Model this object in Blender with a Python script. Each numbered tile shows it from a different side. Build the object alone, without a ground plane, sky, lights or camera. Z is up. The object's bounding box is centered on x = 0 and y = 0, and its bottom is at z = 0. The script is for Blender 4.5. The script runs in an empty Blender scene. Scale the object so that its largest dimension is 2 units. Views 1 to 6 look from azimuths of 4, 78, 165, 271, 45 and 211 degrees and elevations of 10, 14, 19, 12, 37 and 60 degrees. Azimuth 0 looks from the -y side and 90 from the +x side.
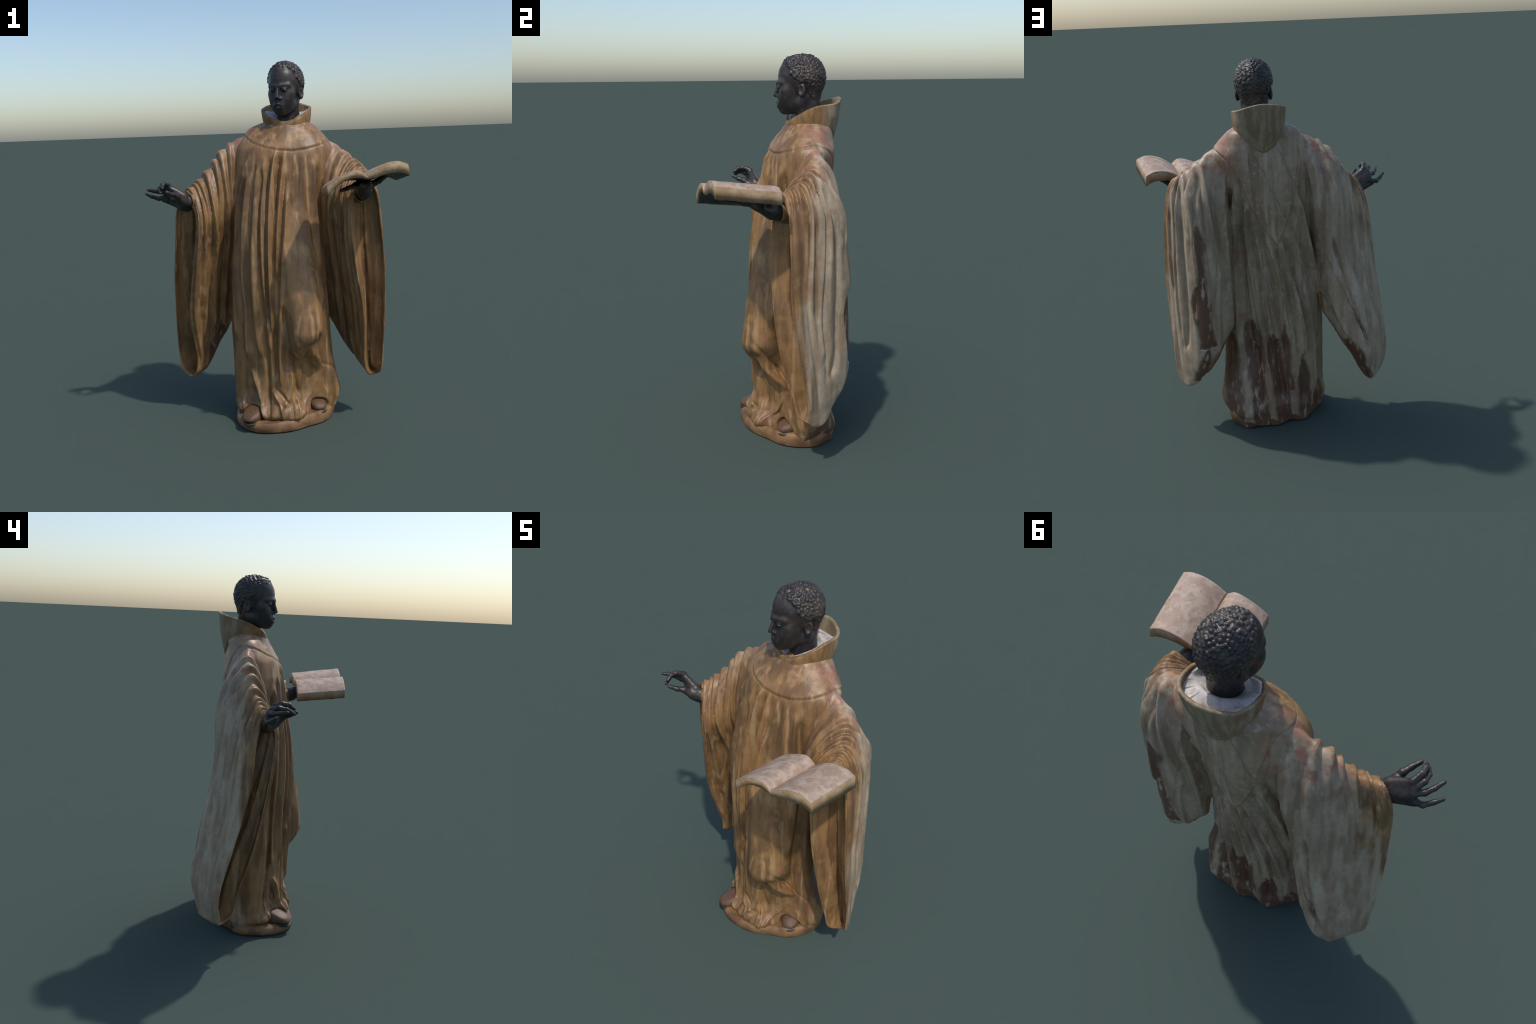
import bpy, bmesh, math
import numpy as np
from mathutils import Vector
from mathutils.bvhtree import BVHTree

rng = np.random.default_rng(7)

# ------------------------------------------------------------------ helpers
def catmull(P, u, closed=False):
    """Catmull-Rom through the rows of P at parameters u (index units)."""
    P = np.asarray(P, float); n = len(P); u = np.asarray(u, float)
    i = np.floor(u).astype(int)
    if closed:
        f = u - i
        a, b, c, d = (P[(i + k) % n] for k in (-1, 0, 1, 2))
    else:
        i = np.clip(i, 0, n - 2); f = u - i
        ext = np.concatenate([[2 * P[0] - P[1]], P, [2 * P[-1] - P[-2]]])
        a, b, c, d = (ext[i + k] for k in (0, 1, 2, 3))
    f = f.reshape((-1,) + (1,) * (P.ndim - 1))
    return 0.5 * (2 * b + (c - a) * f + (2 * a - 5 * b + 4 * c - d) * f ** 2 + (3 * b - a - 3 * c + d) * f ** 3)

def smoothstep(a, b, x):
    t = np.clip((x - a) / (b - a), 0, 1)
    return t * t * (3 - 2 * t)

class Noise:
    """Small value-noise for relief."""
    def __init__(self, seed):
        self.t = np.random.default_rng(seed).uniform(-1, 1, (32, 32, 32))
    def __call__(self, p):
        i = np.floor(p).astype(int); f = p - i; f = f * f * (3 - 2 * f)
        r = 0
        for dx in (0, 1):
            for dy in (0, 1):
                for dz in (0, 1):
                    w = ((f[:, 0] if dx else 1 - f[:, 0]) * (f[:, 1] if dy else 1 - f[:, 1]) * (f[:, 2] if dz else 1 - f[:, 2]))
                    r = r + w * self.t[(i[:, 0] + dx) % 32, (i[:, 1] + dy) % 32, (i[:, 2] + dz) % 32]
        return r

def mesh_from(name, V, F, smooth=True):
    me = bpy.data.meshes.new(name)
    V = np.asarray(V, np.float32)
    if isinstance(F, np.ndarray):
        tot = np.full(len(F), F.shape[1], np.int32); flat = F.ravel()
    else:
        tot = np.array([len(f) for f in F], np.int32); flat = np.concatenate([np.asarray(f) for f in F])
    me.vertices.add(len(V)); me.vertices.foreach_set("co", V.ravel())
    me.loops.add(len(flat)); me.loops.foreach_set("vertex_index", flat.astype(np.int32))
    me.polygons.add(len(tot)); me.polygons.foreach_set("loop_start", (np.cumsum(tot) - tot).astype(np.int32))
    me.update(calc_edges=True); me.validate()
    if smooth:
        me.polygons.foreach_set("use_smooth", np.ones(len(me.polygons), bool))
    return me

def grid_faces(nu, nv, wrap_v=True, off=0):
    u = np.arange(nu - 1)[:, None]; v = np.arange(nv if wrap_v else nv - 1)[None, :]
    v2 = (v + 1) % nv
    return np.stack([u * nv + v, u * nv + v2, (u + 1) * nv + v2, (u + 1) * nv + v], -1).reshape(-1, 4) + off

def slab_mesh(name, top, bot):
    """Solid between two sheets [m,n,3] that share their outline."""
    m, n = top.shape[:2]
    return tube_mesh_strip(name, np.concatenate([top, bot[:, ::-1]], 1), n)

def tube_mesh_strip(name, G, n):
    nu, nv = G.shape[:2]; F = [grid_faces(nu, nv)]
    j = np.arange(n - 1)
    for o in (0, (nu - 1) * nv):
        F.append(np.stack([o + j, o + j + 1, o + nv - 2 - j, o + nv - 1 - j], 1))
    return mesh_from(name, G.reshape(-1, 3), np.concatenate(F))

def tube_mesh(name, G, cap=True):
    """Closed solid from a grid of rings G[nu,nv,3]; ends fanned to their centres."""
    nu, nv = G.shape[:2]
    V = G.reshape(-1, 3); F = list(grid_faces(nu, nv))
    if cap:
        a, b = len(V), len(V) + 1
        V = np.concatenate([V, [G[0].mean(0)], [G[-1].mean(0)]])
        F += [(a, (j + 1) % nv, j) for j in range(nv)]
        o = (nu - 1) * nv
        F += [(b, o + j, o + (j + 1) % nv) for j in range(nv)]
    return mesh_from(name, V, F)

ROOT = None
def add(name, me, mat=None, parent=None):
    ob = bpy.data.objects.new(name, me)
    bpy.context.collection.objects.link(ob)
    if mat is not None and me is not None:
        me.materials.clear(); me.materials.append(mat)
    ob.parent = parent if parent is not None else ROOT
    return ob

def recalc(me):
    bm = bmesh.new(); bm.from_mesh(me)
    bmesh.ops.recalc_face_normals(bm, faces=bm.faces)
    bm.to_mesh(me); bm.free(); me.update()

def verts_of(me):
    a = np.empty(len(me.vertices) * 3); me.vertices.foreach_get("co", a); return a.reshape(-1, 3)

def normals_of(me):
    a = np.empty(len(me.vertices) * 3); me.vertices.foreach_get("normal", a); return a.reshape(-1, 3)

def set_verts(me, V):
    me.vertices.foreach_set("co", np.asarray(V, float).ravel()); me.update()

def evaluated(ob):
    dg = bpy.context.evaluated_depsgraph_get()
    return bpy.data.meshes.new_from_object(ob.evaluated_get(dg))

def split_by_region(me, labels, names, mats):
    """Separate the faces of one smooth body into named objects that keep its normals."""
    nrm = normals_of(me); V = verts_of(me)
    out = {}
    polys = np.empty(len(me.polygons) * 4, int)
    loop_total = np.empty(len(me.polygons), int); me.polygons.foreach_get("loop_total", loop_total)
    loop_start = np.empty(len(me.polygons), int); me.polygons.foreach_get("loop_start", loop_start)
    lv = np.empty(len(me.loops), int); me.loops.foreach_get("vertex_index", lv)
    for k, nm in enumerate(names):
        sel = np.nonzero(labels == k)[0]
        if len(sel) == 0: continue
        faces = [lv[loop_start[i]:loop_start[i] + loop_total[i]] for i in sel]
        used = np.unique(np.concatenate(faces))
        remap = np.full(len(V), -1); remap[used] = np.arange(len(used))
        m = mesh_from(nm, V[used], remap[np.stack(faces)] if len({len(f) for f in faces}) == 1 else [remap[f] for f in faces])
        m.normals_split_custom_set_from_vertices([tuple(x) for x in nrm[used]])
        out.setdefault(nm, []).append(add(nm, m, mats[k]))
    return out

# ---- implicit modelling: distance functions turned into quads (surface nets)
def surface_nets(fn, lo, hi, h):
    lo = np.array(lo, float); n = np.ceil((np.array(hi) - lo) / h).astype(int) + 1
    ax = [lo[k] + h * np.arange(n[k]) for k in range(3)]
    X = np.stack(np.meshgrid(*ax, indexing="ij"), -1).reshape(-1, 3)
    D = np.concatenate([fn(c) for c in np.array_split(X, max(1, len(X) // 400000))]).reshape(n)
    S = D < 0
    c = [D[i:n[0] - 1 + i, j:n[1] - 1 + j, k:n[2] - 1 + k] for i in (0, 1) for j in (0, 1) for k in (0, 1)]
    sg = np.stack([x < 0 for x in c]); act = sg.any(0) & ~sg.all(0)
    idx = np.full(act.shape, -1); idx[act] = np.arange(act.sum())
    cell = np.argwhere(act); cv = np.stack([x[act] for x in c])
    corners = np.array([(i, j, k) for i in (0, 1) for j in (0, 1) for k in (0, 1)], float)
    acc = np.zeros((len(cell), 3)); cnt = np.zeros(len(cell))
    for a in range(8):
        for b in range(a + 1, 8):
            if np.abs(corners[a] - corners[b]).sum() != 1: continue
            va, vb = cv[a], cv[b]; m = (va < 0) != (vb < 0)
            t = np.where(m, va / np.where(va == vb, 1, va - vb), 0)
            acc += (corners[a] + t[:, None] * (corners[b] - corners[a])) * m[:, None]; cnt += m
    V = lo + h * (cell + acc / cnt[:, None])
    F = []
    for a in range(3):
        b, d = (a + 1) % 3, (a + 2) % 3
        s0 = np.take(S, range(n[a] - 1), a); s1 = np.take(S, range(1, n[a]), a)
        e = np.argwhere(s0 != s1)
        e = e[(e[:, b] > 0) & (e[:, d] > 0) & (e[:, b] < n[b] - 1) & (e[:, d] < n[d] - 1)]
        def at(db, dd):
            q = e.copy(); q[:, b] += db; q[:, d] += dd; return idx[q[:, 0], q[:, 1], q[:, 2]]
        quad = np.stack([at(-1, -1), at(0, -1), at(0, 0), at(-1, 0)], 1)
        flip = ~S[e[:, 0], e[:, 1], e[:, 2]]
        quad[flip] = quad[flip][:, ::-1]
        F.append(quad)
    return V, np.concatenate(F)

def smin(a, b, k):
    h = np.clip(0.5 + 0.5 * (b - a) / k, 0, 1)
    return b + (a - b) * h - k * h * (1 - h)
def smax(a, b, k): return -smin(-a, -b, k)
def sph(p, c, r): return np.linalg.norm(p - np.array(c), axis=1) - r
def ell(p, c, r):
    q = p - np.array(c); r = np.array(r)
    k0 = np.linalg.norm(q / r, axis=1); k1 = np.linalg.norm(q / r ** 2, axis=1)
    return k0 * (k0 - 1) / np.maximum(k1, 1e-9)
def cone(p, a, b, ra, rb):
    a = np.array(a, float); b = np.array(b, float); ab = b - a
    t = np.clip(((p - a) @ ab) / (ab @ ab), 0, 1)
    return np.linalg.norm(p - a - t[:, None] * ab, axis=1) - (ra + (rb - ra) * t)
def chain(p, pts, rad, k=0.006):
    d = None
    for i in range(len(pts) - 1):
        e = cone(p, pts[i], pts[i + 1], rad[i], rad[i + 1]); d = e if d is None else smin(d, e, k)
    return d

# ------------------------------------------------------------------ materials
def new_mat(name):
    m = bpy.data.materials.new(name); m.use_nodes = True
    nt = m.node_tree; nt.nodes.clear()
    o = nt.nodes.new("ShaderNodeOutputMaterial"); b = nt.nodes.new("ShaderNodeBsdfPrincipled")
    nt.links.new(b.outputs[0], o.inputs[0])
    return m, nt, b

class N:
    """Tiny wrapper to write node graphs as expressions."""
    def __init__(self, nt):
        self.nt = nt
        self.tc = nt.nodes.new("ShaderNodeTexCoord").outputs["Object"]
        s = nt.nodes.new("ShaderNodeSeparateXYZ"); nt.links.new(self.tc, s.inputs[0])
        self.x, self.y, self.z = s.outputs
    def link(self, v, sock):
        if isinstance(v, (int, float)): sock.default_value = v
        elif isinstance(v, tuple): sock.default_value = v if len(v) == 4 or len(v) == len(sock.default_value) else (*v, 1)
        else: self.nt.links.new(v, sock)
    def m(self, op, a, b=0.0, c=None):
        n = self.nt.nodes.new("ShaderNodeMath"); n.operation = op
        self.link(a, n.inputs[0]); self.link(b, n.inputs[1])
        if c is not None: self.link(c, n.inputs[2])
        return n.outputs[0]
    def ramp(self, v, lo, hi):
        n = self.nt.nodes.new("ShaderNodeMapRange"); n.interpolation_type = 'SMOOTHSTEP'
        self.link(v, n.inputs[0]); n.inputs[1].default_value = lo; n.inputs[2].default_value = hi
        return n.outputs[0]
    def noise(self, scale, stretch=(1, 1, 1), detail=4.0, rough=0.55, offset=0.0):
        mp = self.nt.nodes.new("ShaderNodeMapping"); self.nt.links.new(self.tc, mp.inputs[0])
        mp.inputs["Scale"].default_value = stretch; mp.inputs["Location"].default_value = (offset, offset * 1.7, offset * .6)
        n = self.nt.nodes.new("ShaderNodeTexNoise"); self.nt.links.new(mp.outputs[0], n.inputs["Vector"])
        n.inputs["Scale"].default_value = scale; n.inputs["Detail"].default_value = detail; n.inputs["Roughness"].default_value = rough
        return n.outputs[0]
    def mix(self, f, a, b):
        n = self.nt.nodes.new("ShaderNodeMix"); n.data_type = 'RGBA'
        self.link(f, n.inputs[0])
        for v, s in ((a, n.inputs[6]), (b, n.inputs[7])):
            if isinstance(v, tuple): s.default_value = (*v, 1) if len(v) == 3 else v
            else: self.nt.links.new(v, s)
        return n.outputs[2]
    def bump(self, h, strength, dist, bsdf):
        n = self.nt.nodes.new("ShaderNodeBump"); n.inputs["Strength"].default_value = strength; n.inputs["Distance"].default_value = dist
        self.link(h, n.inputs["Height"]); self.nt.links.new(n.outputs[0], bsdf.inputs["Normal"])

# strips of bare wood: top, foot, x at top, x at foot, half width, least y
BARE = [(.55, -.1, .29, .315, .040, .12), (.63, -.1, .188, .160, .046, .15), (.555, -.1, .086, .028, .043, .15), (.61, .20, .018, .0, .020, .15), (.36, -.1, -.088, -.083, .042, .15), (.21, -.1, -.185, -.175, .034, .12),
        (.50, .235, -.318, -.435, .036, .25), (.74, .48, -.318, -.424, .007, .25)]
SCARS = [(1.20, .53, .449, .436, .026, .17), (.885, .53, .468, .437, .045, .17), (.526, .30, .440, .482, .036, .15)]
OCHRE = (0.292, 0.160, 0.062); OCHRE_DARK = (0.160, 0.088, 0.038); OCHRE_LIGHT = (0.44, 0.28, 0.145)
CREAM = (0.365, 0.272, 0.175); CREAM_PALE = (0.48, 0.395, 0.29); DUST = (0.25, 0.178, 0.110)
RED = (0.30, 0.125, 0.085); WOOD = (0.105, 0.048, 0.026); YELLOW = (0.33, 0.20, 0.06)

def habit_material(name, warm=0.0):
    """Ochre glaze in front, bare pale gesso and dust behind, wood where the back has lost both."""
    m, nt, b = new_mat(name); g = N(nt)
    big = g.noise(3.5, detail=3); mid = g.noise(13, detail=4, offset=3.1)
    streak = g.noise(6, (4, 4, .45), detail=3, rough=.5, offset=1.3); fine = g.noise(60, (1, 1, .7), detail=3, offset=5)
    speck = g.noise(34, detail=3, offset=9); patch = g.noise(9, (1, 1, .6), detail=4, offset=13)
    front = g.mix(g.ramp(g.m('ADD', g.m('MULTIPLY', streak, .55), g.m('MULTIPLY', patch, .45)), .40, .60), OCHRE_DARK, OCHRE)
    front = g.mix(g.m('MULTIPLY', g.ramp(g.noise(6, (5, 5, .35), detail=3, offset=7), .53, .70), .65), front, OCHRE_LIGHT)
    front = g.mix(g.m('MULTIPLY', g.ramp(mid, .56, .70), .5), front, YELLOW)
    front = g.mix(g.m('MULTIPLY', g.ramp(g.noise(8, (2, 2, .8), offset=15), .57, .70), .35), front, RED)
    back = g.mix(g.ramp(g.m('ADD', g.m('MULTIPLY', streak, .5), g.m('MULTIPLY', patch, .5)), .40, .60), DUST, CREAM)
    back = g.mix(g.m('MULTIPLY', g.ramp(g.noise(7, (3, 3, .4), offset=21), .52, .68), .8), back, CREAM_PALE)
    back = g.mix(g.m('MULTIPLY', g.ramp(speck, .56, .68), .45), back, CREAM_PALE)
    back = g.mix(g.m('MULTIPLY', g.ramp(g.noise(7, (2, 2, .5), offset=31), .60, .74), .4), back, YELLOW)
    back = g.mix(g.m('MULTIPLY', g.ramp(g.noise(11, (2, 2, .7), detail=5, offset=41), .56, .68), .55), back, RED)
    side = g.ramp(g.m('ABSOLUTE', g.m('SUBTRACT', g.x, .05)), .24, .34)
    back = g.mix(g.m('MULTIPLY', side, .55), back, g.mix(g.ramp(streak, .35, .65), (.33, .24, .155), (.48, .39, .285)))
    # where the glaze has worn to gesso: behind, and on the outer faces of the sleeves
    out = g.m('MAXIMUM', g.m('SUBTRACT', g.x, .48), 0.0)
    wear = g.m('ADD', g.y, g.m('MULTIPLY', out, .9))
    wear = g.m('ADD', wear, g.m('MULTIPLY', g.m('SUBTRACT', big, .5), .22))
    wear = g.m('ADD', wear, g.m('MULTIPLY', g.m('SUBTRACT', streak, .5), .14))
    col = g.mix(g.ramp(wear, .10 + warm, .19 + warm), front, back)
    # red ground showing on the shoulders
    sh = g.m('MULTIPLY', g.ramp(g.z, 1.36, 1.52), g.ramp(g.y, .06, .17))
    sh = g.m('MULTIPLY', sh, g.ramp(g.noise(16, detail=5, offset=51), .46, .60))
    sh = g.m('MULTIPLY', sh, g.ramp(g.m('ABSOLUTE', g.m('SUBTRACT', g.x, .07)), .10, .22))
    col = g.mix(g.m('MULTIPLY', sh, .85), col, (.33, .14, .095))
    # bare wood at the foot of the back, in tongues that run up the hollows
    wob = g.m('ADD', g.x, g.m('MULTIPLY', g.m('SUBTRACT', g.noise(26, (1, 1, .35), detail=6, rough=.65, offset=61), .5), .065))
    wood = None
    for zt, zb, xt, xb, hw, ymin in BARE + SCARS:
        f = g.m('DIVIDE', g.m('SUBTRACT', zt, g.z), zt - zb)
        dx = g.m('ABSOLUTE', g.m('SUBTRACT', wob, g.m('ADD', xt, g.m('MULTIPLY', f, xb - xt))))
        tp = g.m('SQRT', g.m('MINIMUM', g.m('MAXIMUM', g.m('DIVIDE', g.m('SUBTRACT', zt, g.z), .10), 0.0), 1.0))
        k = g.ramp(g.m('SUBTRACT', g.m('MULTIPLY', tp, hw), dx), -.010, .012)
        k = g.m('MULTIPLY', k, g.m('MULTIPLY', g.m('GREATER_THAN', g.z, zb), g.ramp(g.y, ymin, ymin + .02)))
        wood = k if wood is None else g.m('MAXIMUM', wood, k)
    foot = g.m('MULTIPLY', g.ramp(g.m('ADD', g.z, g.m('MULTIPLY', g.m('SUBTRACT', mid, .5), .10)), .05, .04), g.ramp(g.y, .2, .23))
    wood = g.m('MAXIMUM', wood, foot)
    woodcol = g.mix(g.noise(12, (6, 6, .6), offset=71), (0.075, .036, .022), (0.185, .092, .052))
    wood = g.m('MULTIPLY', wood, g.ramp(g.noise(20, (2, 2, .5), detail=5, offset=83), .34, .44))
    col = g.mix(wood, col, woodcol)
    col = g.mix(g.m('MULTIPLY', g.ramp(fine, .35, .65), .28), col, g.mix(.5, col, (.10, .06, .035)))
    g.link(col, b.inputs["Base Color"]); b.inputs["Roughness"].default_value = .46
    b.inputs["Specular IOR Level"].default_value = .5
    g.bump(g.m('ADD', fine, g.m('MULTIPLY', speck, .6)), .35, .003, b)
    return m

def skin_material(name, dark, warm, rough=.36, bump=.25):
    m, nt, b = new_mat(name); g = N(nt)
    c = g.mix(g.ramp(g.noise(18, detail=5), .42, .68), dark, warm)
    c = g.mix(g.m('MULTIPLY', g.ramp(g.noise(55, detail=4, offset=4), .52, .68), .6), c, (0.075, .045, .03))
    g.link(c, b.inputs["Base Color"])
    g.link(g.m('ADD', rough - .08, g.m('MULTIPLY', g.noise(30, offset=8), .25)), b.inputs["Roughness"])
    b.inputs["Specular IOR Level"].default_value = .5
    g.bump(g.noise(90, detail=3, offset=2), bump, .002, b)
    return m

def blotch_material(name, a, c, d, scale=14, rough=.55, stretch=(1, 1, 1)):
    m, nt, b = new_mat(name); g = N(nt)
    k = g.mix(g.ramp(g.noise(scale, stretch, detail=5), .38, .64), a, c)
    k = g.mix(g.m('MULTIPLY', g.ramp(g.noise(scale * 2.2, stretch, offset=6), .54, .68), .7), k, d)
    k = g.mix(g.m('MULTIPLY', g.ramp(g.noise(scale * 6, offset=16), .5, .7), .3), k, a)
    g.link(k, b.inputs["Base Color"]); b.inputs["Roughness"].default_value = rough
    b.inputs["Specular IOR Level"].default_value = .35
    g.bump(g.noise(60, offset=12), .3, .003, b)
    return m

M_HABIT = habit_material("worn_habit")
M_CAPE = habit_material("worn_cape", .03)
def collar_material():
    m = blotch_material("collar_glaze", (.21, .148, .082), (.31, .248, .165), (.25, .15, .06), 12, stretch=(3, 3, .7))
    nt = m.node_tree; b = nt.nodes["Principled BSDF"]; g = N(nt)
    old = b.inputs["Base Color"].links[0].from_socket
    warm = g.mix(g.ramp(g.noise(12, (3, 3, .8), offset=23), .4, .62), (.17, .098, .042), (.27, .155, .062))
    f = g.ramp(g.m('ADD', g.y, g.m('MULTIPLY', g.m('SUBTRACT', g.noise(9, offset=4), .5), .12)), .19, .26)
    g.link(g.mix(f, warm, old), b.inputs["Base Color"]); return m
M_COLLAR = collar_material()
M_LINING = blotch_material("lining_gesso", (.38, .34, .31), (.60, .56, .53), (.30, .25, .21), 16, .45)
M_SKIN = skin_material("black_skin", (.020, .019, .021), (.042, .033, .028))
M_HAIR = skin_material("black_hair", (.022, .020, .021), (.068, .050, .040), .40, .4)
M_PAGE = blotch_material("page_gesso", (.36, .252, .185), (.48, .365, .285), (.27, .185, .13), 22)
M_EDGE = blotch_material("page_edge", (.29, .195, .10), (.38, .275, .175), (.27, .155, .055), 20)
M_COVER = blotch_material("book_cover_dark", (.04, .05, .05), (.08, .085, .08), (.03, .03, .03), 30)
M_SHOE = blotch_material("shoe_leather", (.085, .045, .028), (.17, .095, .055), (.03, .02, .016), 18, .28)
M_SOLE = blotch_material("sole_black", (.016, .013, .012), (.04, .03, .024), (.02, .016, .014), 30, .4)
M_BASE = blotch_material("base_glaze", (.13, .068, .034), (.24, .135, .06), (.17, .085, .055), 12)
M_INSIDE = habit_material("sleeve_inside", .9)
M_PANEL = habit_material("sleeve_front_glaze", .16)
M_CUFF = blotch_material("cuff_glaze", (.13, .075, .03), (.24, .14, .06), (.16, .10, .05), 16)

def eye_material():
    m, nt, b = new_mat("painted_eye"); g = N(nt)
    n = nt.nodes.new("ShaderNodeTexCoord").outputs["Generated"]
    s = nt.nodes.new("ShaderNodeSeparateXYZ"); nt.links.new(n, s.inputs[0])
    r = g.m('SQRT', g.m('ADD', g.m('POWER', g.m('SUBTRACT', s.outputs[0], .5), 2.0), g.m('POWER', g.m('SUBTRACT', s.outputs[2], .5), 2.0)))
    g.link(g.mix(g.ramp(r, .22, .26), (.012, .009, .008), (.12, .105, .09)), b.inputs["Base Color"]); b.inputs["Roughness"].default_value = .25
    return m
M_EYE = eye_material()

# ------------------------------------------------------------------ the statue
ROOT = bpy.data.objects.new("monk_statue", None)
bpy.context.collection.objects.link(ROOT)
ROOT["label"] = "carved painted wooden monk statue in brown habit holding open book"
ROOT["category"] = "statue"

# ---- robe body: radii every 30 degrees (0 = +x, 90 = back) at rising heights
SECTIONS = [  # z, centre x, centre y, radii
    (0.004, .05, .10, [.225, .275, .232, .200, .222, .250, .235, .190, .175, .155, .140, .135]),
    (0.060, .05, .10, [.262, .288, .235, .202, .224, .256, .285, .232, .220, .215, .198, .160]),
    (0.085, .05, .10, [.274, .300, .240, .205, .228, .262, .305, .250, .240, .226, .203, .166]),
    (0.140, .05, .10, [.298, .295, .236, .206, .230, .265, .297, .232, .214, .203, .175, .160]),
    (0.210, .05, .10, [.294, .270, .222, .202, .230, .265, .294, .226, .200, .190, .158, .164]),
    (0.400, .05, .10, [.256, .212, .195, .192, .222, .265, .297, .228, .198, .192, .190, .185]),
    (0.600, .05, .10, [.241, .192, .180, .187, .216, .265, .297, .230, .202, .195, .202, .206]),
    (0.900, .05, .10, [.222, .178, .176, .187, .212, .262, .272, .238, .206, .191, .196, .200]),
    (1.100, .05, .10, [.218, .188, .186, .196, .212, .252, .252, .225, .190, .172, .180, .193]),
    (1.300, .055, .115, [.238, .215, .196, .196, .208, .248, .252, .212, .168, .151, .164, .206]),
    (1.450, .065, .13, [.260, .232, .186, .176, .190, .236, .262, .208, .162, .140, .156, .210]),
    (1.535, .072, .145, [.265, .225, .172, .155, .165, .210, .256, .206, .157, .138, .152, .206]),
    (1.600, .080, .158, [.205, .185, .150, .138, .145, .182, .228, .166, .125, .116, .123, .166]),
    (1.640, .085, .170, [.160, .155, .135, .128, .134, .166, .198, .140, .108, .102, .106, .130]),
    (1.668, .088, .182, [.115, .115, .115, .115, .115, .120, .130, .105, .098, .095, .098, .105]),
]
# folds of the front as lines (x, z): ridges stand out, grooves cut in
FRONT_FOLDS = [
    # amplitude, width, points from top to bottom
    (.012, .018, [(-.11, 1.49), (-.15, 1.34), (-.18, 1.22), (-.2, 1.12), (-.21, .96), (-.21, .7), (-.21, .5)]),
    (-.022, .011, [(-.14, 1.38), (-.16, 1.24), (-.175, 1.1), (-.18, .99), (-.18, .78), (-.178, .55), (-.17, .38), (-.17, .28), (-.2, .16)]),
    (.014, .016, [(-.11, 1.40), (-.13, 1.22), (-.15, 1.09), (-.16, .94), (-.167, .8), (-.16, .6), (-.15, .4)]),
    (-.014, .010, [(-.08, 1.45), (-.11, 1.26), (-.12, 1.14), (-.14, .99), (-.14, .83), (-.135, .6), (-.13, .45)]),
    (.010, .016, [(-.06, 1.45), (-.08, 1.26), (-.085, 1.14), (-.1, .99), (-.11, .83), (-.09, .6), (-.08, .42)]),
    (-.017, .010, [(-.035, 1.42), (-.06, 1.21), (-.07, 1.09), (-.07, .94), (-.06, .8), (-.057, .6), (-.045, .45), (-.04, .3), (-.045, .08)]),
    (.010, .012, [(-.025, 1.48), (-.045, 1.3), (-.05, 1.1), (-.05, .9), (-.04, .7), (-.02, .45)]),
    (-.012, .009, [(.0, 1.48), (-.018, 1.29), (-.022, 1.14), (-.03, .99), (-.033, .8), (-.03, .6)]),
    (.017, .012, [(.04, 1.53), (.02, 1.45), (.01, 1.35), (.0, 1.24), (-.01, 1.1), (-.01, .95), (-.012, .75), (-.005, .55)]),
    (-.016, .011, [(.05, 1.5), (.032, 1.36), (.02, 1.24), (.01, 1.09), (.005, .9), (0, .64), (.002, .43), (.012, .30)]),
    (.011, .012, [(.08, 1.52), (.06, 1.38), (.048, 1.26), (.034, 1.14), (.03, 1.0), (.022, .85)]),
    (-.013, .010, [(.085, 1.4), (.062, 1.21), (.05, 1.08), (.04, .96), (.03, .8), (.022, .65)]),
    (.014, .013, [(.085, 1.3), (.07, 1.14), (.06, .98), (.05, .86), (.038, .70), (.03, .55), (.025, .42), (.03, .26)]),
    (.006, .012, [(.13, 1.5), (.12, 1.38), (.11, 1.25)]),
    (-.006, .010, [(.155, 1.5), (.15, 1.38), (.14, 1.25)]),
    (.006, .012, [(.18, 1.5), (.178, 1.35), (.175, 1.22)]),
    (-.008, .010, [(.20, 1.47), (.2, 1.33), (.205, 1.15), (.212, 1.0)]),
    (.013, .015, [(.225, 1.46), (.222, 1.33), (.23, 1.2), (.237, 1.05), (.235, .85), (.225, .70)]),
    (-.020, .012, [(.25, 1.43), (.252, 1.2), (.252, 1.05), (.245, .85), (.243, .69), (.25, .53), (.255, .37), (.27, .25), (.30, .18)]),
    (.012, .016, [(.275, 1.0), (.272, .82), (.277, .69), (.29, .53), (.295, .37), (.31, .22)]),
    (-.020, .014, [(.05, .70), (.062, .59), (.085, .48), (.093, .37), (.105, .28), (.12, .18)]),
    (.016, .016, [(.085, .36), (.09, .27), (.07, .19), (.03, .12)]),
    (.014, .014, [(-.13, .32), (-.10, .25), (-.085, .18), (-.065, .09)]),
    (-.012, .016, [(-.14, .22), (-.12, .18), (-.10, .15)]),
    (.014, .010, [(.215, .26), (.19, .20), (.165, .15), (.15, .07)]),
    (-.012, .008, [(.19, .19), (.17, .15), (.155, .12)]),
    (-.012, .009, [(.0, .24), (.03, .20), (.055, .17), (.075, .14)]),
    (.012, .010, [(-.02, .22), (.01, .17), (.03, .12), (.035, .06)]),
    (.012, .009, [(.10, .20), (.12, .14), (.125, .06)]),
    (-.010, .008, [(.085, .17), (.09, .12), (.095, .06)]),
    (-.014, .009, [(-.155, .30), (-.13, .24), (-.105, .17), (-.095, .10)]),
    (.010, .010, [(-.19, .2), (-.175, .13), (-.17, .08)]),
]
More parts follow.
